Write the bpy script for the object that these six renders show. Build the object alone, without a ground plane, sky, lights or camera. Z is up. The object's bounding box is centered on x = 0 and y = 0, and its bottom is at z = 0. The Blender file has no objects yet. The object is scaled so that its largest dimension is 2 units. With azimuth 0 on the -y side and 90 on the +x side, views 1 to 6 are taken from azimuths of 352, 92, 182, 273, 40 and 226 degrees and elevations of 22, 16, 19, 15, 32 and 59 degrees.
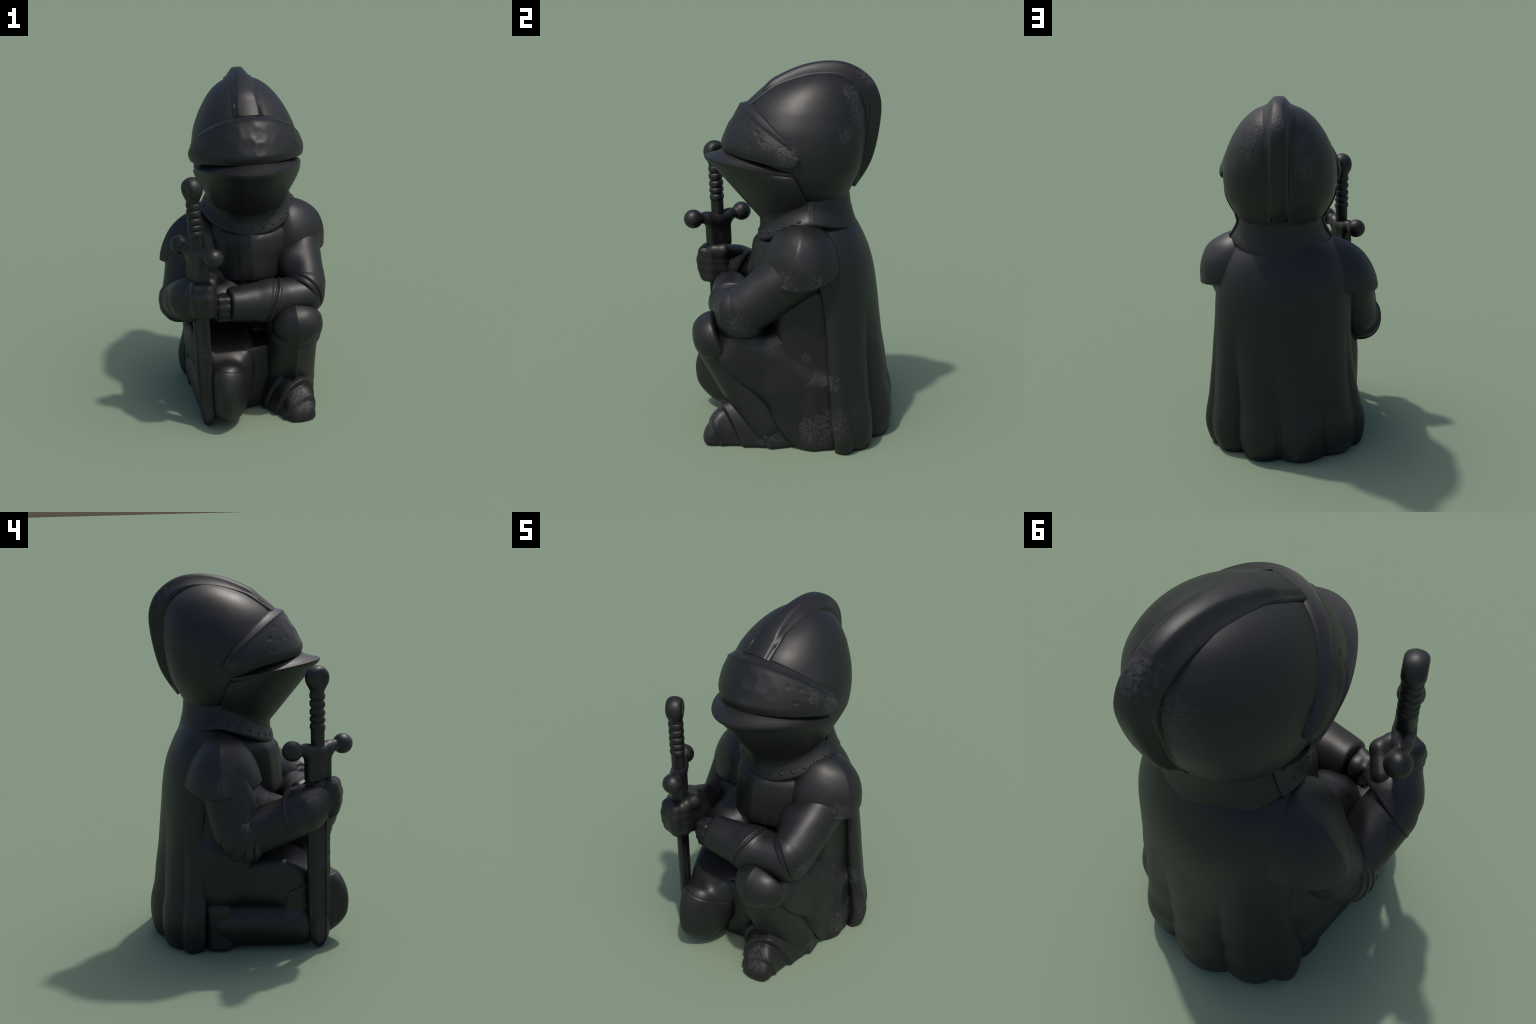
"""Kneeling toy-like knight in plate armour, head raised, one fist on an upright sword.
Built part by part: lofted shells (helmet, visor, jaw guard, collar, cape, sword) and
implicit solids (limbs, plates, hands) polygonised with a small surface-nets routine."""
import bpy, math
import numpy as np

V = np.array

# ------------------------------------------------------------------ helpers
def spline(ts, xs, t):
    """monotone cubic (PCHIP) interpolation of columns xs at t"""
    ts = np.asarray(ts, float); xs = np.asarray(xs, float)
    one = xs.ndim == 1
    if one: xs = xs[:, None]
    t = np.atleast_1d(np.asarray(t, float)); h = np.diff(ts)[:, None]; d = np.diff(xs, axis=0) / h
    m = np.zeros_like(xs); m[0] = d[0]; m[-1] = d[-1]
    for i in range(1, len(ts) - 1):
        a, b = d[i - 1], d[i]; w1 = 2 * h[i] + h[i - 1]; w2 = h[i] + 2 * h[i - 1]
        ok = a * b > 0
        m[i] = np.where(ok, (w1 + w2) / np.where(ok, w1 / np.where(ok, a, 1) + w2 / np.where(ok, b, 1), 1), 0)
    k = np.clip(np.searchsorted(ts, t) - 1, 0, len(ts) - 2); hh = (ts[k + 1] - ts[k])[:, None]
    u = ((t - ts[k])[:, None]) / hh
    o = ((1 + 2 * u) * (1 - u) ** 2 * xs[k] + u * (1 - u) ** 2 * hh * m[k]
         + u * u * (3 - 2 * u) * xs[k + 1] + u * u * (u - 1) * hh * m[k + 1])
    return o[:, 0] if one else o

def crom(pts, n):
    """Catmull-Rom resampling of a 3D (or nD) polyline, uniform in chord length"""
    P = np.asarray(pts, float)
    P = np.vstack([2 * P[0] - P[1], P, 2 * P[-1] - P[-2]])
    seg = len(P) - 3
    L = np.concatenate([[0], np.cumsum(np.linalg.norm(np.diff(P[1:-1], axis=0), axis=1))]); L /= L[-1]
    t = np.linspace(0, 1, n); k = np.clip(np.searchsorted(L, t, side='right') - 1, 0, seg - 1)
    u = ((t - L[k]) / (L[k + 1] - L[k]))[:, None]
    a, b, c, d = P[k], P[k + 1], P[k + 2], P[k + 3]
    return .5 * (2 * b + (c - a) * u + (2 * a - 5 * b + 4 * c - d) * u ** 2 + (3 * b - a - 3 * c + d) * u ** 3)

def mesh_object(name, verts, faces, parent, mat, sharp=None):
    me = bpy.data.meshes.new(name)
    me.from_pydata([tuple(v) for v in verts], [], [tuple(f) for f in faces]); me.update()
    me.polygons.foreach_set('use_smooth', [True] * len(me.polygons))
    if sharp: me.set_sharp_from_angle(angle=math.radians(sharp))
    me.materials.append(mat)
    ob = bpy.data.objects.new(name, me); bpy.context.scene.collection.objects.link(ob)
    ob.parent = parent
    return ob

def loft(rings, cap=True, closed=True):
    """rings: array (m, n, 3) -> verts, faces; rings are closed loops, ends capped by fans"""
    R = np.asarray(rings, float); m, n, _ = R.shape
    verts = list(R.reshape(-1, 3)); faces = []
    for i in range(m - 1):
        for j in range(n if closed else n - 1):
            k = (j + 1) % n
            faces.append((i * n + j, i * n + k, (i + 1) * n + k, (i + 1) * n + j))
    if cap:
        for i, flip in ((0, True), (m - 1, False)):
            verts.append(R[i].mean(axis=0)); c = len(verts) - 1
            for j in range(n):
                k = (j + 1) % n; f = (i * n + j, i * n + k, c)
                faces.append(f[::-1] if flip else f)
    return verts, faces

def fix_normals(ob):
    import bmesh
    bm = bmesh.new(); bm.from_mesh(ob.data)
    bmesh.ops.remove_doubles(bm, verts=bm.verts, dist=1e-5)
    bmesh.ops.recalc_face_normals(bm, faces=bm.faces)
    bm.to_mesh(ob.data); bm.free(); return ob

# ---- implicit solids: every primitive maps points (N,3) to signed distance
def smin(a, b, k):
    h = np.maximum(k - np.abs(a - b), 0) / k
    return np.minimum(a, b) - h * h * k / 4
def smax(a, b, k): return -smin(-a, -b, k)
def cone(P, a, b, ra, rb, side=None, flat=1.0):
    """round cone from a to b; radial extent along 'side' is multiplied by 'flat'"""
    a, b = V(a, float), V(b, float); ab = b - a
    t = np.clip((P - a) @ ab / (ab @ ab), 0, 1)
    r = P - (a + t[:, None] * ab)
    if side is not None:
        s = V(side, float); s /= np.linalg.norm(s); r = r + np.outer(r @ s, s) * (1 / flat - 1)
    return np.linalg.norm(r, axis=1) - (ra + (rb - ra) * t)
def chain(P, pts, rad, k=.02):
    d = None
    for i in range(len(pts) - 1):
        e = cone(P, pts[i], pts[i + 1], rad[i], rad[i + 1]); d = e if d is None else smin(d, e, k)
    return d
def ellipsoid(P, c, h, p=2.0, M=None):
    q = P - V(c, float)
    if M is not None: q = q @ M
    k = (np.abs(q / V(h, float)) ** p).sum(axis=1) ** (1 / p)
    return (k - 1) * min(h)
def box(P, c, h, r, M=None):
    q = P - V(c, float)
    if M is not None: q = q @ M
    q = np.abs(q) - (V(h, float) - r)
    return np.linalg.norm(np.maximum(q, 0), axis=1) + np.minimum(q.max(axis=1), 0) - r
def plane(P, p0, n):
    n = V(n, float); n /= np.linalg.norm(n); return (P - V(p0, float)) @ n
def bump(x, w): return np.exp(-(x / w) ** 2)
def noise3(P, scale, seed):
    """smooth value noise, deterministic"""
    q = P * scale + seed * 17.31; i = np.floor(q).astype(np.int64); f = q - i; f = f * f * (3 - 2 * f)
    def h(a, b, c):
        n = (a * 73856093) ^ (b * 19349663) ^ (c * 83492791); n = (n ^ (n >> 13)) * 1274126177
        return ((n ^ (n >> 16)) & 0xffff) / 32767.5 - 1
    o = 0
    for dx in (0, 1):
        for dy in (0, 1):
            for dz in (0, 1):
                o = o + h(i[:, 0] + dx, i[:, 1] + dy, i[:, 2] + dz) * (f[:, 0] if dx else 1 - f[:, 0]) * (f[:, 1] if dy else 1 - f[:, 1]) * (f[:, 2] if dz else 1 - f[:, 2])
    return o

def polygonise(f, lo, hi, h):
    """surface nets + Newton projection on the zero level set of f"""
    lo, hi = V(lo, float), V(hi, float); n = np.ceil((hi - lo) / h).astype(int) + 1
    ax = [lo[i] + h * np.arange(n[i]) for i in range(3)]
    G = np.stack(np.meshgrid(*ax, indexing='ij'), -1).reshape(-1, 3)
    D = f(G).reshape(n)
    S = D < 0; cx, cy, cz = n - 1
    cnt = np.zeros((cx, cy, cz)); acc = np.zeros((cx, cy, cz, 3))
    corners = [(i, j, k) for i in (0, 1) for j in (0, 1) for k in (0, 1)]
    sub = lambda A, c: A[c[0]:c[0] + cx, c[1]:c[1] + cy, c[2]:c[2] + cz]
    for a in corners:
        for ax_i in range(3):
            if a[ax_i]: continue
            b = list(a); b[ax_i] = 1
            da, db = sub(D, a), sub(D, b); x = (da < 0) != (db < 0)
            t = np.where(x, da / np.where(x, da - db, 1), 0)
            cnt += x
            for q in range(3):
                acc[..., q] += x * (a[q] + (t if q == ax_i else 0))
    act = cnt > 0; idx = -np.ones((cx, cy, cz), int); idx[act] = np.arange(act.sum())
    base = np.stack(np.nonzero(act), 1)
    verts = lo + h * (base + acc[act] / cnt[act][:, None])
    faces = []
    for a in range(3):
        b, c = (a + 1) % 3, (a + 2) % 3
        A = np.moveaxis(S, (a, b, c), (0, 1, 2)); I = np.moveaxis(idx, (a, b, c), (0, 1, 2))
        s0, s1 = A[:-1, 1:-1, 1:-1], A[1:, 1:-1, 1:-1]; x = s0 != s1
        if not x.any(): continue
        q = np.stack([I[:, :-1, :-1][x], I[:, 1:, :-1][x], I[:, 1:, 1:][x], I[:, :-1, 1:][x]], 1)
        fl = s1[x]; q[fl] = q[fl][:, ::-1]
        faces.append(q)
    F = np.concatenate(faces); e = h * .25
    for _ in range(3):
        d = f(verts); g = np.stack([(f(verts + V([e if i == j else 0 for j in range(3)])) - f(verts - V([e if i == j else 0 for j in range(3)]))) / (2 * e) for i in range(3)], 1)
        step = (d / np.maximum((g * g).sum(1), .05))[:, None] * g
        l = np.linalg.norm(step, axis=1, keepdims=True); verts = verts - step * np.minimum(1, .6 * h / np.maximum(l, 1e-9))
    return verts, F[(F >= 0).all(1)]

def solid(name, f, lo, hi, parent, mat, h=.006, ground=True, rough=True):
    g = (lambda P: smax(f(P), -P[:, 2] + .006, .015)) if ground else f
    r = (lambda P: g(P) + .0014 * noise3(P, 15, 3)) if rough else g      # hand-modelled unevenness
    v, F = polygonise(r, lo, hi, h)
    return mesh_object(name, v, F, parent, mat)

# ------------------------------------------------------------------ material
def cast_metal(name, spots=(), base=(.0085, .0085, .0088), rough=.475, grain=1.0):
    """near-black satin cast metal; 'spots' = (centre, radius) where the surface is worn grey and pitted"""
    m = bpy.data.materials.new(name); m.use_nodes = True; nt = m.node_tree; N = nt.nodes; L = nt.links
    bs = N['Principled BSDF']; tc = N.new('ShaderNodeTexCoord')
    def noise(scale, detail=3, rough=.55):
        n = N.new('ShaderNodeTexNoise'); n.inputs['Scale'].default_value = scale
        n.inputs['Detail'].default_value = detail; n.inputs['Roughness'].default_value = rough
        L.new(tc.outputs['Object'], n.inputs['Vector']); return n.outputs['Fac']
    def math_(op, a, b=None, clamp=False):
        n = N.new('ShaderNodeMath'); n.operation = op; n.use_clamp = clamp
        for i, v in enumerate((a, b)):
            if v is None: continue
            if isinstance(v, (int, float)): n.inputs[i].default_value = v
            else: L.new(v, n.inputs[i])
        return n.outputs[0]
    def ramp(v, lo, hi, a=0., b=1.):
        n = N.new('ShaderNodeMapRange'); n.interpolation_type = 'SMOOTHSTEP'
        L.new(v, n.inputs[0]); n.inputs[1].default_value = lo; n.inputs[2].default_value = hi
        n.inputs[3].default_value = a; n.inputs[4].default_value = b; return n.outputs[0]
    mottle = noise(5, 4)
    mask = None
    for c, r in spots:
        d = N.new('ShaderNodeVectorMath'); d.operation = 'DISTANCE'
        L.new(tc.outputs['Object'], d.inputs[0]); d.inputs[1].default_value = c
        k = ramp(d.outputs['Value'], r, r * .25)
        mask = k if mask is None else math_('MAXIMUM', mask, k)
    fine = noise(60, 4, .65); pits = None
    if mask is not None:
        worn = ramp(math_('ADD', math_('MULTIPLY', mask, .34), fine), .66, .92)
        vo = N.new('ShaderNodeTexVoronoi'); vo.inputs['Scale'].default_value = 58; L.new(tc.outputs['Object'], vo.inputs['Vector'])
        pits = math_('MULTIPLY', ramp(vo.outputs['Distance'], .42, .22), ramp(math_('ADD', math_('MULTIPLY', mask, .5), noise(16, 2)), .70, .86))
        worn = math_('MULTIPLY', worn, math_('SUBTRACT', 1.0, pits, True))
    else:
        worn = ramp(fine, .76, .90)
    mix = N.new('ShaderNodeMix'); mix.data_type = 'RGBA'
    L.new(ramp(mottle, .3, .7), mix.inputs[0])
    mix.inputs[6].default_value = (*[c * .88 for c in base], 1); mix.inputs[7].default_value = (*[c * 1.12 for c in base], 1)
    mix2 = N.new('ShaderNodeMix'); mix2.data_type = 'RGBA'
    L.new(worn, mix2.inputs[0]); L.new(mix.outputs[2], mix2.inputs[6]); mix2.inputs[7].default_value = (.032, .032, .033, 1)
    L.new(mix2.outputs[2], bs.inputs['Base Color'])
    L.new(math_('ADD', ramp(mottle, .3, .7, rough - .03, rough + .03), math_('MULTIPLY', worn, .12)), bs.inputs['Roughness'])
    bs.inputs['Specular IOR Level'].default_value = .5
    bp = N.new('ShaderNodeBump'); bp.inputs['Strength'].default_value = .18 * grain; bp.inputs['Distance'].default_value = .01
    h = math_('ADD', math_('MULTIPLY', noise(22, 4), .35), math_('MULTIPLY', worn, .22))
    if pits is not None: h = math_('SUBTRACT', h, math_('MULTIPLY', pits, .9))
    L.new(h, bp.inputs['Height']); L.new(bp.outputs[0], bs.inputs['Normal'])
    return m

M_helmet = cast_metal('helmet_metal', [((.20, .38, 1.86), .12), ((.22, .42, 1.74), .13), ((-.06, .42, 1.80), .13), ((-.08, .42, 1.66), .13), ((.33, .34, 1.66), .09)])
M_crest = cast_metal('crest_metal', [((.06, .46, 1.93), .14)])
M_visor = cast_metal('visor_metal', [((.37, .05, 1.56), .14), ((.33, -.06, 1.63), .08), ((-.25, .05, 1.55), .07)])
M_plain = cast_metal('armour_metal')
M_shoulder = cast_metal('shoulder_metal', [((.47, .0, .95), .13), ((.47, .15, .95), .12), ((-.46, .10, .96), .09)])
M_arm = cast_metal('arm_metal', [((.44, -.24, .72), .12), ((-.45, .02, .60), .13)])
M_leg = cast_metal('leg_metal', [((.34, -.45, .55), .08), ((.36, -.28, .48), .06), ((-.30, -.25, .23), .12), ((.24, -.42, .14), .14)])
M_foot = cast_metal('foot_metal', [((.26, -.42, .12), .13), ((.2, -.3, .2), .12), ((.33, -.1, .05), .14)])
M_cloth = cast_metal('cloak_metal', [((.44, .23, .15), .17), ((.43, .13, .12), .16), ((.43, .22, .40), .10), ((-.36, .2, .1), .13), ((0, .56, .0), .15), ((-.3, .45, 0), .15), ((.3, .45, 0), .13), ((.41, .1, .52), .05)])
M_sword = cast_metal('sword_metal', [((-.33, -.43, .5), .10), ((-.32, -.42, .12), .10), ((-.3, -.4, 1.0), .07)])

# ------------------------------------------------------------------ figure
root = bpy.data.objects.new('knight_figurine', None); bpy.context.scene.collection.objects.link(root)
root['label'] = 'black kneeling knight figurine in plate armour holding a sword'
root['category'] = 'figurine'
HX = .06                      # symmetry plane of the head

# ---- helmet bowl : stacked oval slices
def build_helmet():
    tab = V([[1.28, .15, -.02, .27], [1.305, .21, -.08, .33], [1.34, .245, -.12, .350], [1.40, .281, -.18, .380], [1.467, .305, -.21, .408], [1.555, .314, -.235, .428],
             [1.656, .301, -.23, .440], [1.756, .264, -.190, .440], [1.80, .240, -.160, .432], [1.87, .190, -.072, .402],
             [1.915, .140, .020, .352], [1.943, .086, .110, .290], [1.955, .030, .175, .235], [1.957, .004, .20, .21]])
    zs = np.concatenate([np.linspace(1.28, 1.86, 50), np.linspace(1.866, 1.94, 18), np.linspace(1.943, 1.957, 10)])
    q = spline(tab[:, 0], tab[:, 1:], zs); th = np.linspace(0, 2 * np.pi, 97)[:-1]; rings = []
    for z, (w, yf, yb) in zip(zs, q):
        c, hl = (yf + yb) / 2, (yb - yf) / 2
        p = 2 / np.interp(z, [1.3, 1.38, 1.47, 1.7, 1.9], [2.05, 2.12, 2.35, 2.2, 2.0]); C, S = np.cos(th), np.sin(th)
        p = np.where(S > 0, p, 1.0)
        rings.append(np.stack([HX + w * np.sign(C) * np.abs(C) ** p, c + hl * np.sign(S) * np.abs(S) ** p, np.full_like(th, z)], 1))
    v, f = loft(rings)
    return mesh_object('helmet', v, f, root, M_helmet)
helmet = build_helmet()

def build_crest():
    P = V([(-.165, 1.812), (-.09, 1.875), (-.023, 1.927), (.12, 1.984), (.26, 2.0), (.368, 1.977), (.458, 1.914), (.502, 1.835), (.513, 1.75), (.496, 1.62), (.468, 1.51), (.430, 1.432), (.376, 1.352)])
    c = crom(P, 90); T = np.gradient(c, axis=0); T /= np.linalg.norm(T, axis=1)[:, None]
    Nn = np.stack([-T[:, 1], T[:, 0]], 1)       # outward
    t = np.linspace(0, 1, 90)
    top = spline([0, .07, .16, .3, .45, .6, .9, 1], [.056, .054, .040, .026, .025, .034, .038, .030], t)
    bas = spline([0, .07, .16, .3, .45, .6, .9, 1], [.062, .066, .070, .074, .076, .068, .062, .045], t)
    hgt = spline([0, .07, .16, .3, .45, .6, .75, .9, 1], [.012, .02, .034, .05, .058, .066, .066, .045, .012], t)
    rings = []
    for i in range(90):
        w, h = top[i], hgt[i]; b = max(bas[i], w + .026)
        prof = [(-b * .9, -h - .05), (-b - .004, -h - .004), (-b, -h + .003), (-b + .010, -h + .007), (-w - .012, -.014), (-w - .004, -.004), (-w + .006, 0), (0, .001),
                (w - .006, 0), (w + .004, -.004), (w + .012, -.014), (b - .010, -h + .007), (b, -h + .003), (b + .004, -h - .004), (b * .9, -h - .05)]
        rings.append([(HX + x, c[i, 0] + Nn[i, 0] * d, c[i, 1] + Nn[i, 1] * d) for x, d in prof])
    v, f = loft(rings)
    return fix_normals(mesh_object('crest', v, f, helmet, M_crest, 55))
build_crest()

# ---- visor : sections along a half-oval sweep, angle a from the nose (0) to the temples
def build_visor():
    n = 121; amax = math.radians(95); A = np.linspace(-amax, amax, n); rings = []
    dents = [(.90, .27, .015, .0045), (.70, .30, .014, .003), (.88, .73, .015, .004), (1.05, .45, .014, .003), (-.82, .40, .015, .0055), (-.87, .80, .015, .005), (-.66, .58, .014, .003), (-.50, .62, .014, .003), (-.62, .2, .013, .003),
             (-.06, .28, .042, .004), (.12, .42, .036, .004), (-.10, .68, .038, .0035), (.12, .80, .03, .0035), (-.30, .36, .034, .002), (.34, .40, .038, .0025), (.50, .6, .03, .002)]
    for a in A:
        c, s = math.cos(a), math.sin(a)
        U = V([.306 * s, .085 - .242 * c, 1.600 + .213 * c]); K = V([.322 * s, .07 - .279 * c, 1.592 + .207 * c])
        B = V([.338 * s, .06 - .376 * c, 1.542 + .070 * c]); E = V([.330 * s, .055 - .364 * c, 1.516 + .052 * c])
        sh = 1 - .045 * math.sin(2 * a) ** 2
        U, K, B, E = [V([p[0] * sh, .06 + (p[1] - .06) * sh, p[2]]) for p in (U, K, B, E)]
        e = max(0, (abs(a) - math.radians(84)) / math.radians(11)); e = 1 - max(0, 1 - e ** 2.6) ** .5      # rounded temple ends
        mid = (K + B) / 2
        U, K, B, E = [p + (V([p[0] * .96, p[1], mid[2]]) - p) * e * .8 for p in (U, K, B, E)]
        inn = lambda p, k: V([p[0] * k, .1 + (p[1] - .1) * k, p[2]])
        pts = [inn(U, .82) + V([0, 0, -.01]), U * 1.0, U + (K - U) * .3, U + (K - U) * .90]
        m = 22
        for i in range(m + 1):
            w = i / m; p = K + (B - K) * w + V([s * .008, -c * .008, 0]) * math.sin(math.pi * w)
            d = 0
            for (da, dw, r, dep) in dents:
                q = math.hypot((a - da) * .33, (w - dw) * .2) / r
                d += .75 * dep * (math.exp(-q ** 4) - .35 * math.exp(-((q - 1.25) / .3) ** 2))
            p = p + V([-s, c, -.3 * c]) * d
            if i == 0: p = p + V([s, -c, .3]) * .003
            pts.append(p)
        pts += [B + (E - B) * .35 + V([s, -c, 0]) * .002, B + (E - B) * .75, E, inn(E, .93), inn(E, .75)]
        rings.append([(HX + p[0], p[1], p[2]) for p in pts])
    v, f = loft(rings)
    return fix_normals(mesh_object('visor', v, f, helmet, M_visor, 60))
build_visor()

# ---- jaw guard : cone from the mouth rim down to the collar, with a ledge behind the rim
def build_jaw():
    n = 101; amax = math.radians(93); A = np.linspace(-amax, amax, n); rings = []
    for a in A:
        c, s = math.cos(a), math.sin(a)
        J = V([.311 * s, .03 - .437 * c, 1.487 + .050 * c])
        L = V([.288 * s, .04 - .345 * c, 1.500 + .066 * c])
        sh = 1 - .05 * math.sin(2 * a) ** 2
        J, L = [V([p[0] * sh, .06 + (p[1] - .06) * sh, p[2]]) for p in (J, L)]
        Q = V([.240 * s, .115 - .245 * c, 1.305 - .105 * c])      # foot of the cone at the collar
        inn = lambda p, k: V([p[0] * k, .1 + (p[1] - .1) * k, p[2]])
        pts = [inn(L, .8) + V([0, 0, .012]), L + V([0, 0, .004]), L + (J - L) * .5 + V([0, 0, -.003]), L + (J - L) * .90, J + V([0, 0, .001]), J + V([.002 * s, -.002 * c, -.007]), J + V([-.004 * s, .004 * c, -.018])]
        m = 14
        for i in range(2, m + 1):
            w = i / m; p = J + (Q - J) * w
            bulge = .022 * math.sin(math.pi * w ** .8) * (abs(s) ** 4 + .05)
            pts.append(p + V([s, -c, 0]) * bulge + (V([0, 0, -.006]) if i == 1 else 0))
        pts += [Q + V([0, 0, -.05]), inn(Q, .6) + V([0, 0, -.05])]
        rings.append([(HX + p[0], p[1], p[2]) for p in pts])
    v, f = loft(rings)
    return fix_normals(mesh_object('jaw_guard', v, f, helmet, M_plain, 50))
build_jaw()

# ---- collar : front plate with rivets, back plate tucked under it
def collar_plate(name, a0, a1, grow, mat):
    n = 81; rings = []
    for a in np.linspace(math.radians(a0), math.radians(a1), n):
        c, s = math.cos(a), math.sin(a); fr = (1 + c) / 2
        rb = (.268 if c > 0 else .262); st = abs(s)
        bx, by = (.285 + grow) * s, -(rb + grow) * c
        tx, ty = (.238 + grow) * s, -((.250 if c > 0 else .230) + grow) * c
        zb = 1.212 - (.118 if c > 0 else .055) * abs(c) ** 1.3; zt = 1.315 - (.10 if c > 0 else -.015) * abs(c)
        o = V([HX, .125, 0]); T = o + V([tx, ty, zt]); B = o + V([bx, by, zb])
        H = V([s, -c, 0])
        pts = [T - H * .05 + V([0, 0, .0]), T + V([0, 0, .01]), T + (B - T) * .35 - H * .004, T + (B - T) * .75, B + V([0, 0, .012]) + H * .003, B + H * .003, B - H * .004 + V([0, 0, -.010]), B - H * .03 + V([0, 0, -.012]), B - H * .07]
        rings.append(pts)
    v, f = loft(rings)
    return fix_normals(mesh_object(name, v, f, root, mat, 60))
collar = collar_plate('collar', -97, 97, 0, M_plain)
collar_plate('collar', 84, 276, -.010, M_plain)

def build_rivets():
    me = None
    for i, a in enumerate(np.linspace(-80, 80, 13)):
        a = math.radians(a); c, s = math.cos(a), math.sin(a)
        B = V([.285 * s, -.268 * c, 1.212 - .118 * abs(c) ** 1.3]); T = V([.238 * s, -.250 * c, 1.315 - .10 * abs(c)])
        p = V([HX, .125, 0]) + B + (T - B) * .26 - V([s, -c, 0]) * .0070
        if me is None:
            f = lambda P: ellipsoid(P, (0, 0, 0), (.0125, .0125, .0125))
            ob = solid('rivet', f, (-.016,) * 3, (.016,) * 3, collar, M_plain, .003, False, rough=False); me = ob.data
        else:
            ob = bpy.data.objects.new('rivet', me); bpy.context.scene.collection.objects.link(ob); ob.parent = collar
        ob.location = p
build_rivets()

# ---- breastplate
def f_breast(P):
    x, y, z = P[:, 0] - .04, P[:, 1], P[:, 2]
    yf = spline([.7, .80, .845, .937, 1.0, 1.066, 1.139, 1.25], [-.19, -.196, -.195, -.188, -.184, -.172, -.105, -.02], np.clip(z, .7, 1.25))
    w = spline([.7, .85, 1.0, 1.15, 1.25], [.31, .32, .32, .30, .24], np.clip(z, .7, 1.25))
    front = yf + .022 * np.minimum(np.abs(x) / .09, 1) ** 1.0 + .16 * np.clip((np.abs(x) - .06) / .25, 0, 2) ** 1.7
    front = front + .9 * np.maximum(0, -x - .15) ** 1.1
    d = front - y
    d = smax(d, np.abs(x) - w, .08); d = smax(d, y - .16, .05)
    d = smax(d, .818 - z + .05 * np.clip(y + .15, 0, .3) , .012)
    return smax(d * .8, z - 1.17, .05)
solid('breastplate', f_breast, (-.34, -.24, .76), (.42, .38, 1.25), root, M_plain, .008)

# ---- tunic: waist, skirt and the folds that reach the ground beside the feet
def f_tunic(P):
    d = box(P, (.014, .12, .45), (.388, .185, .46), .08)
    d = smax(d, plane(P, (.3, -.02, .56), (0, -.887, -.46)), .02)      # skirt edge lying over the thighs
    d = smax(d, plane(P, (-.348, 0, .5), (-1, .10, 0)), .05)
    d = smin(d, ellipsoid(P, (-.16, -.12, .70), (.15, .16, .13)), .05)
    d = smin(d, smax(box(P, (-.19, .105, .43), (.182, .135, .17), .07), plane(P, (-.3, .005, .42), (0, -.95, -.30)), .015), .09)
    d = smin(d, ellipsoid(P, (.02, .02, .66), (.30, .17, .30), 2.4), .05)
    d = smin(d, smax(box(P, (.045, -.02, .19), (.155, .335, .27), .06), plane(P, (.03, -.240, 0), (.20, -.95, -.20)), .03), .04)
    lump = box(P, (.312, .140, .15), (.115, .115, .285), .075)
    lump = lump - .005 * np.sin((P[:, 1] - .1) * 55) * np.clip((.44 - P[:, 2]) / .1, 0, 1)
    return smin(d, lump, .045)
solid('tunic', f_tunic, (-.44, -.44, -.02), (.46, .42, 1.02), root, M_cloth, .008)

# ---- cloak : draped slices, three deep folds opening towards the hem
def build_cloak():
    zs = np.concatenate([[0.0, .006, .016, .03], np.linspace(.05, 1.26, 76)])
    tabz = [0, .03, .14, .2, .30, .40, .53, .59, .77, .90, 1.0, 1.1, 1.18, 1.26]
    xr = spline(tabz, [.462, .480, .503, .498, .482, .472, .460, .456, .441, .430, .410, .372, .310, .18], zs)
    xl = spline(tabz, [-.392, -.412, -.424, -.418, -.392, -.373, -.356, -.350, -.347, -.345, -.335, -.298, -.24, -.10], zs)
    yb = spline(tabz, [.541, .557, .571, .567, .545, .535, .516, .510, .491, .475, .453, .414, .372, .32], zs)
    ye = spline([0, .3, .65, .8, .95, 1.1, 1.26], [.25, .225, .212, .20, .175, .145, .10], zs)
    n = 240; th = np.linspace(-.0, math.pi, n); rings = []
    grooves = [0, math.acos(.955), math.acos(.68), math.acos(.08), math.acos(-.55), math.acos(-.92), math.pi]     # fold lines, rounded lobes between
    depth = [.0, .009, .050, .036, .022, .016, .0]; u = np.zeros(n); dep = np.zeros(n)
    for g0, g1, d0, d1 in zip(grooves[:-1], grooves[1:], depth[:-1], depth[1:]):
        k = (th >= g0) & (th <= g1 + 1e-9); w = (th[k] - g0) / (g1 - g0); u[k] = w
        dep[k] = (d0 * (1 - w) + d1 * w)
    scallop = dep * (1 - np.sin(math.pi * u) ** .8) - .012 * np.sin(math.pi * u) * (dep > 0)
    for z, R, Lx, Y, y0 in zip(zs, xr, xl, yb, ye):
        cx, a = (R + Lx) / 2, (R - Lx) / 2
        amp = scallop * np.clip((.78 - z) / .62, 0, 1) ** 1.15
        sh = 1 - np.interp(z, [0, .25, .6, .8, .95, 1.1], [.055, .055, .03, .015, -.01, -.03]) * np.sin(2 * th) ** 2
        x = cx + (a * sh - amp) * np.cos(th); y = y0 + ((Y - y0) * sh - amp * 1.1) * np.sin(th)
        x = x - np.where(np.cos(th) > 0, .012, -.030) * np.clip((.95 - z) / .25, 0, 1) * np.exp(-np.minimum(th, math.pi - th) / .13)
        # front edge turns inward, then closes straight through the body
        ring = [(x[i], y[i], z) for i in range(n)]
        ring += [(x[-1] + .012, y0 - .012, z), (x[-1] + .035, y0 - .012, z)] + [(x[-1] + .05 + (x[0] - x[-1] - .1) * u, y0, z) for u in np.linspace(0, 1, 6)] + [(x[0] - .035, y0 - .012, z), (x[0] - .012, y0 - .012, z)]
        rings.append(ring)
    v, f = loft(rings)
    return fix_normals(mesh_object('cloak', v, f, root, M_cloth, 60))
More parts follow.
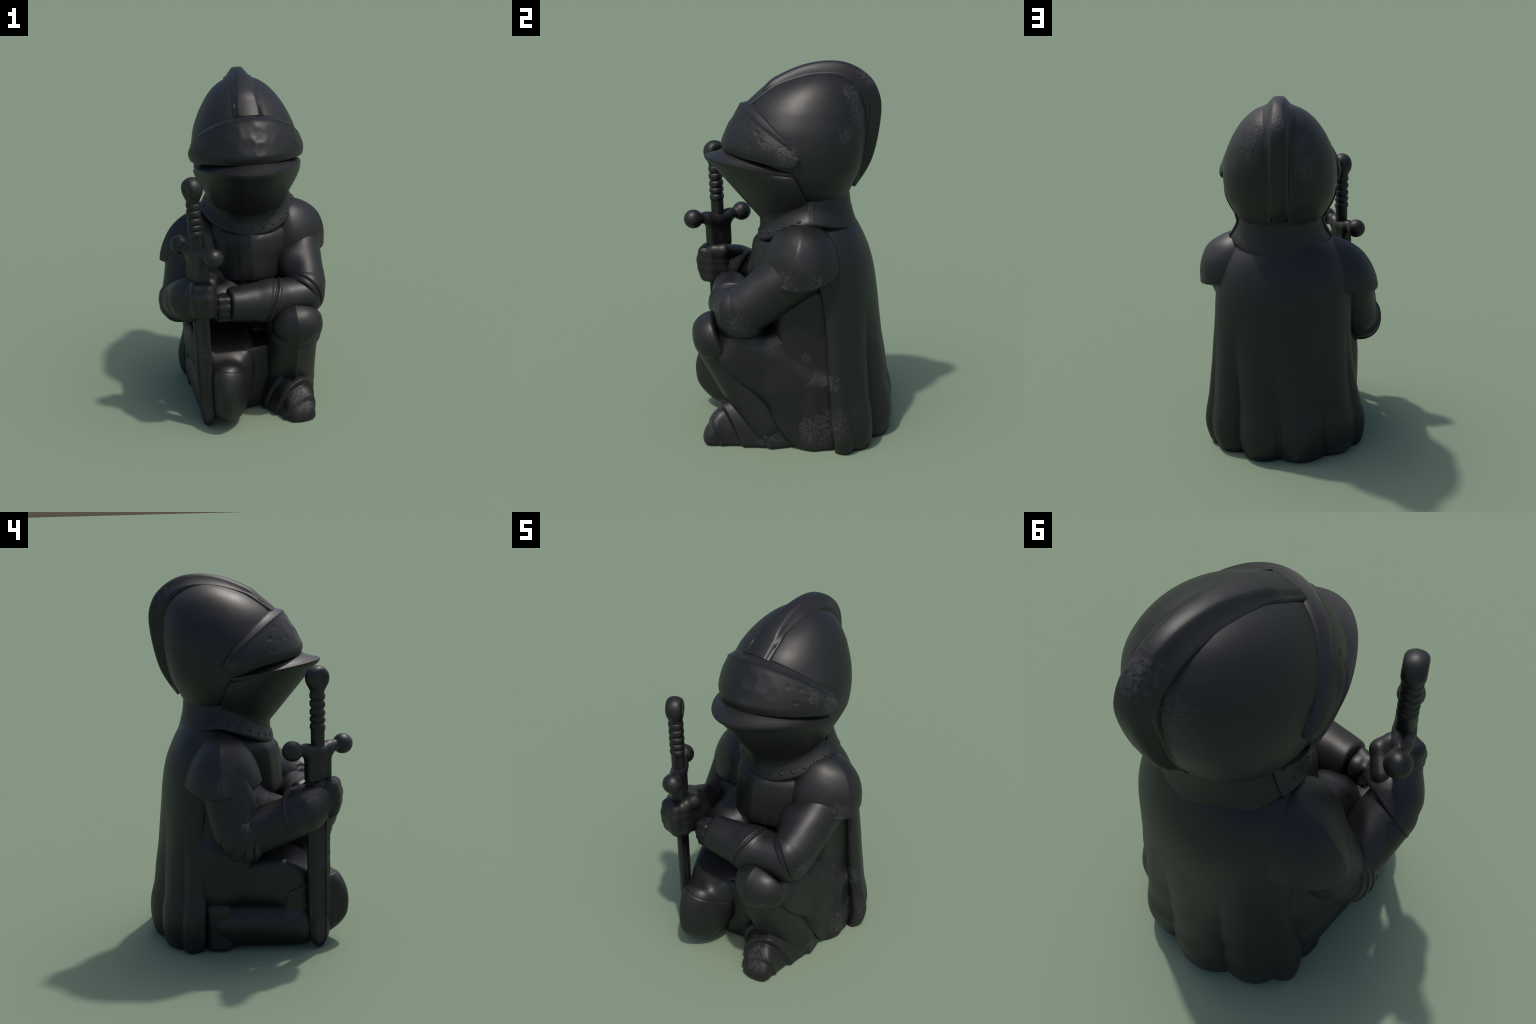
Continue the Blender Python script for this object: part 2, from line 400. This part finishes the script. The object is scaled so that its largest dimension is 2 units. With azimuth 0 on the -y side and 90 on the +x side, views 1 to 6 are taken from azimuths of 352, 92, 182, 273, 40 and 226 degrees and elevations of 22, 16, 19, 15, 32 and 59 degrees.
build_cloak()

# ---- shoulder plates
def pauldron(c, h, zcut, yr0, slope, px, pz):
    def f(P):
        q = np.abs((P - V(c)) / V(h))
        px_ = np.where(P[:, 1] > c[1], px + .45, px)
        k = ((q[:, 0] ** px_ + q[:, 1] ** px_) ** (pz / px_) + q[:, 2] ** pz) ** (1 / pz)
        d = (k - 1) * min(h) * .9
        yr = yr0 + slope * (P[:, 2] - 1.0)
        d = d - .010 * np.exp(-np.maximum(P[:, 2] - zcut, 0) / .03)              # lower edge flares over the sleeve
        d = d - .007 * np.exp(-np.abs(P[:, 1] - yr) / .03) * np.clip((1.22 - P[:, 2]) / .1, 0, 1)
        return smax(d, zcut - P[:, 2] + .35 * np.maximum(0, np.abs(P[:, 1] - yr) - .08) ** 1.2, .012)
    return f
solid('shoulder_plate', pauldron((.30, .092, .985), (.222, .200, .236), .915, .03, .33, 1.65, 2.0), (.02, -.14, .86), (.56, .33, 1.28), root, M_shoulder)
solid('shoulder_plate', pauldron((-.22, .118, .92), (.257, .205, .270), .893, .105, .05, 1.6, 1.75), (-.52, -.14, .84), (.10, .38, 1.27), root, M_shoulder)

# ---- left arm (lying across the raised knee)
solid('upper_arm', lambda P: smin(cone(P, (.362, .09, .985), (.348, -.20, .780), .136, .134, (1, 0, 0), .88), ellipsoid(P, (.27, -.105, .865), (.085, .09, .12)), .05), (.18, -.36, .6), (.54, .26, 1.16), root, M_arm)
EN = V([-.62, -.66, -.28])          # direction the elbow plates open towards the forearm
def f_elbow_l(P):
    c = V([.338, -.225, .755])
    out = None
    for r, off, k in ((.141, .032, .008), (.129, .062, .008)):
        e = ellipsoid(P, c, (r * .83, r, r), 2.2)
        e = smax(e, plane(P, c + EN * off, EN), k)
        out = e if out is None else np.minimum(out, e)
    return smax(out, plane(P, c + V([0, .82, .57]) * .045, (0, .82, .57)), .02)
solid('elbow_guard', f_elbow_l, (.18, -.42, .58), (.54, -.0, .95), root, M_arm)
def f_forearm_l(P):
    a, b, c = V([.322, -.246, .725]), V([.12, -.29, .733]), V([-.130, -.322, .748])
    d = smin(cone(P, a, b, .120, .121), cone(P, b, c, .123, .098), .03)
    ax = (c - b) / np.linalg.norm(c - b)
    s = (P - b) @ V([-.93, .05, .35])
    d = d + .008 * bump(s, .006) - .004 * bump(np.abs(s) - .016, .008)
    return smax(d, plane(P, c, ax), .02)
solid('forearm', f_forearm_l, (-.2, -.46, .57), (.5, -.1, .9), root, M_arm)
def f_hand_l(P):
    d = ellipsoid(P, (-.157, -.326, .746), (.055, .064, .076), 2.3)
    for i, z in enumerate((.795, .755, .715, .680)):
        d = smin(d, chain(P, [(-.137, -.380 + .012 * abs(i - 1.2), z), (-.186, -.372 + .01 * abs(i - 1.2), z), (-.198, -.320, z)], [.021, .021, .02], .01), .014)
    return d
solid('hand', f_hand_l, (-.24, -.45, .65), (-.08, -.26, .86), root, M_arm, .004)

# ---- right arm (bent, fist on the sword)
solid('upper_arm', lambda P: cone(P, (-.330, .095, .92), (-.368, .035, .70), .122, .128, (0, 1, 0), 1.10), (-.53, -.13, .55), (-.18, .26, 1.15), root, M_arm)
def f_elbow_r(P):
    d = ellipsoid(P, (-.392, .005, .662), (.130, .128, .134), 2.2)
    ang = np.arctan2(-(P[:, 2] - .90), P[:, 1] + .075)      # fan of ridges from the inner elbow
    saw = np.mod((ang - 1.02) / .165, 1.0)
    d = d + .012 * saw * np.clip((.86 - P[:, 2]) / .25, 0, 1)
    d = smax(d, plane(P, (0, -.108, .7), (0, -1, -.02)), .015)
    return smax(d, plane(P, (0, .09, .64), (0, .80, .60)) - .055, .03)
solid('elbow_guard', f_elbow_r, (-.55, -.15, .50), (-.22, .17, .85), root, M_arm, .005)
solid('forearm', lambda P: cone(P, (-.385, -.01, .675), (-.382, -.25, .772), .118, .115), (-.54, -.42, .54), (-.24, .14, .94), root, M_arm)
def f_gauntlet(P):
    d = chain(P, [(-.388, -.19, .755), (-.342, -.305, .800), (-.296, -.392, .846)], [.121, .119, .096], .05)
    d = smax(d, plane(P, (-.385, -.245, .78), (.25, .90, -.36)), .008)
    return smax(d, plane(P, (-.318, -.5, .85), (.8, -.5, .0)), .03)
solid('gauntlet', f_gauntlet, (-.55, -.56, .62), (-.15, -.18, 1.0), root, M_arm)
def f_fist(P):
    d = ellipsoid(P, (-.293, -.403, .855), (.074, .094, .104), 2.4)
    for i, z in enumerate((.922, .874, .826, .780)):
        o = .012 * (abs(i - 1.3) - .4)
        d = smin(d, chain(P, [(-.325, -.474 + o, z), (-.258, -.482 + o, z - .002), (-.240, -.43, z - .006), (-.245, -.35, z - .010)], [.032, .032, .030, .028], .02), .024)
    d = smin(d, chain(P, [(-.30, -.29, .900), (-.225, -.355, .933), (-.232, -.41, .936)], [.045, .036, .032], .02), .02)
    return d
solid('hand', f_fist, (-.46, -.56, .71), (-.17, -.22, 1.02), root, M_arm, .005)

# ---- sword
sword = bpy.data.objects.new('sword', None); bpy.context.scene.collection.objects.link(sword); sword.parent = root
SX, SY = -.300, -.388
WD = V([.537, -.843, 0]); TD = V([.843, .537, 0])       # blade width and thickness directions
WM = np.stack([WD, TD, V([0, 0, 1.])], 1)
def f_pommel(P):
    d = ellipsoid(P, (SX, SY, 1.489), (.063,) * 3)
    d = smin(d, cone(P, (SX, SY, 1.46), (SX, SY, 1.40), .045, .034), .02)
    t = (P - V([SX, SY, 1.489])) @ TD; r = np.sqrt(np.maximum(((P - V([SX, SY, 1.489])) ** 2).sum(1) - t * t, 0))
    return smax(d, np.abs(t) - .046 + .006 * bump(r, .022), .016)
solid('pommel', f_pommel, (-.38, -.47, 1.36), (-.22, -.31, 1.57), sword, M_sword, .0045, rough=False)
def build_grip():
    zs = np.linspace(1.10, 1.425, 110); th = np.linspace(0, 2 * math.pi, 41)[:-1]; rings = []
    for z in zs:
        ring = []
        for t in th:
            q = z + .004 * math.cos(t + .7); r = .036
            for zb, w in ((1.395, .019), (1.353, .019), (1.309, .018), (1.272, .016), (1.232, .018)):
                if abs(q - zb) < w: r = max(r, .0325 + .0085 * math.sqrt(1 - ((q - zb) / w) ** 2))
            if q > 1.25: r = max(r if r != .036 else .0325, .0325)
            ring.append((SX + r * math.cos(t), SY + r * math.sin(t), z))
        rings.append(ring)
    v, f = loft(rings); return mesh_object('grip', v, f, sword, M_sword)
build_grip()
def f_guard(P):
    q = (P - V([SX, SY, 0])) @ WM; d = None
    for s in (1, -1):
        bar = chain(q, [(0, 0, 1.105), (.07 * s, 0, 1.118), (.145 * s, 0, 1.124)], [.036, .031, .028], .02)
        bar = smin(bar, np.linalg.norm(q - V([.155 * s, 0, 1.124]), axis=1) - .0535, .012)
        d = bar if d is None else smin(d, bar, .02)
    neck = box(q, (0, 0, 1.03), (.072, .034, .09), .02)
    return smin(d, neck, .035)
solid('crossguard', f_guard, (-.46, -.60, .92), (-.14, -.18, 1.20), sword, M_sword, .0045, rough=False)
def build_blade():
    zs = np.concatenate([np.linspace(0.004, .10, 16), np.linspace(.13, 1.0, 90)]); rings = []
    for z in zs:
        w = spline([0, .012, .03, .06, .10, .2, 1.0], [.004, .024, .040, .055, .064, .068, .071], [z])[0]
        t = spline([0, .02, .08, 1.0], [.008, .018, .024, .026], [z])[0]
        g = .74 + .13 * float(noise3(V([[SX, SY, z * 1.3]]), 26, 5)[0])          # uneven cast fuller
        w *= 1 + .012 * float(noise3(V([[SX, SY, z]]), 30, 9)[0])
        prof = [(w, 0), (w * .97, t * .35), (w * .5, t), (w * .44, t * g), (-w * .44, t * g), (-w * .5, t), (-w * .97, t * .35), (-w, 0), (-w * .97, -t * .35), (-w * .5, -t), (-w * .44, -t * g), (w * .44, -t * g), (w * .5, -t), (w * .97, -t * .35)]
        rings.append([V([SX, SY, z]) + WD * a + TD * b for a, b in prof])
    v, f = loft(rings); return fix_normals(mesh_object('blade', v, f, sword, M_sword, 50))
build_blade()

# ---- left leg (raised knee)
def left_thigh(P):
    a = math.radians(33); M = np.stack([V([1, 0, 0]), V([0, -math.cos(a), math.sin(a)]), V([0, math.sin(a), math.cos(a)])], 1)
    d = box(P, (.254, -.085, .425), (.156, .33, .165), .10, M)
    d = smin(d, box(P, (.248, .04, .22), (.157, .17, .26), .10), .06)
    d = smin(d, box(P, (.245, .02, .47), (.150, .14, .20), .09), .05)
    return smax(d, plane(P, (.3, -.182, .278), (0, -.80, -.595)), .03)       # crease against the calf
solid('thigh', left_thigh, (.03, -.5, -.02), (.46, .3, .76), root, M_leg, .008)
def f_shin(P):
    d = cone(P, (.236, -.355, .52), (.222, -.12, .12), .108, .138, (1, 0, 0), 1.30)
    d = d - .014 * np.exp(-np.abs(P[:, 0] - .243) / .025) * (P[:, 1] < -.2)
    return smax(d, plane(P, (.27, -.31, .55), (0, .75, .9)), .03)
solid('shin', f_shin, (.0, -.54, -.02), (.46, .12, .66), root, M_leg, .007)
def f_knee(P):
    d = ellipsoid(P, (.260, -.358, .605), (.150, .137, .129), 2.25)
    d = d - .010 * np.exp(-np.abs(P[:, 0] - .247) / .03)
    d = smax(d, plane(P, (.3, -.340, .60), (0, .94, .34)), .02)
    return smax(d, plane(P, (.26, -.47, .495), (0, .1, -1)), .015)
solid('knee_guard', f_knee, (.09, -.56, .44), (.45, -.2, .78), root, M_leg, .006)
def f_foot(P):
    x, y, z = P.T
    yy = np.clip(y, -.482, .06)
    t = [-.482, -.467, -.442, -.40, -.35, -.28, -.2, -.1, 0, .06]
    xo = spline(t, [.262, .315, .345, .354, .350, .360, .372, .392, .378, .33], yy)
    xi = spline(t, [.240, .192, .174, .150, .115, .060, .035, .04, .10, .2], yy)
    zt = spline(t, [.03, .062, .102, .168, .220, .258, .268, .23, .14, .05], yy)
    cx, hw = (xo + xi) / 2, (xo - xi) / 2
    k = (np.abs((x - cx) / hw) ** 2.8 + np.abs(np.maximum(z, 0) / zt) ** 2.8) ** (1 / 2.8)
    d = (k - 1) * np.minimum(hw, zt) * .8
    d = smax(d, np.maximum(-.481 - y, y - .055), .03)
    s1 = y + .25 * z + .405 - .35 * (x - .26); s2 = y + .35 * z + .300 - .45 * (x - .26); s3 = y + .45 * z + .175 - .5 * (x - .26)
    for s, a in ((s1, .009), (s2, .013), (s3, .011)):       # overlapping foot plates
        d = d - a * .8 * np.tanh(s / .0045) * np.exp(-np.abs(s) / .04)
    return d
solid('foot', f_foot, (.0, -.53, -.02), (.44, .1, .32), root, M_foot, .004)

# ---- right leg (kneeling): one tapering volume, the knee plate sits slightly proud of the thigh
def right_thigh(P, grow=0.):
    d = box(P, (-.172, -.075, .400), (.208, .305, .152), .115)
    d = smax(d, plane(P, (-.17, -.25, .497), (0, -.50, .87)), .06)
    knee = smin(cone(P, (-.165, -.25, .25), (-.165, -.385, .235), .165, .155), cone(P, (-.170, -.430, .285), (-.170, -.430, .165), .130, .130), .05)
    d = smin(d, knee, .05)
    d = smax(d, plane(P, (-.150, -.530, .2), (.784, -.62, -.10)), .07)                       # long inner face of the knee
    d = smax(d, plane(P, (-.283, -.370, .2), (-.93, -.37, .0)), .05) - grow                 # outer face, the blade leans on it
    d = smax(d, plane(P, (-.17, -.545, .325), (0, -.86, .51)) - grow, .06)
    return smax(d, plane(P, (-.16, -.515, .095), (-.1, -.62, -.78)) - grow, .06)
solid('thigh', right_thigh, (-.47, -.60, -.02), (.08, .36, .66), root, M_leg, .008)
def f_kneecap(P):
    d = right_thigh(P, .007)
    d = smax(d, plane(P, (-.165, -.46, .388), (.2, .35, 1)), .010)
    a = plane(P, (-.02, -.29, .25), (.35, .80, -.45)); b = plane(P, (-.33, -.20, .28), (-.35, .85, .25))
    return smax(smax(d, a, .012), b, .012)
solid('knee_guard', f_kneecap, (-.36, -.60, -.02), (.05, -.12, .44), root, M_leg, .006)
solid('shin', lambda P: cone(P, (-.210, -.26, .130), (-.235, .12, .142), .146, .150), (-.41, -.45, -.02), (.0, .3, .31), root, M_leg, .007)
solid('foot', lambda P: smin(box(P, (-.265, .155, .13), (.112, .080, .160), .06), cone(P, (-.2, .1, .1), (-.2, .2, .1), .1, .1), .03), (-.42, .0, -.02), (-.08, .33, .34), root, M_foot, .006)
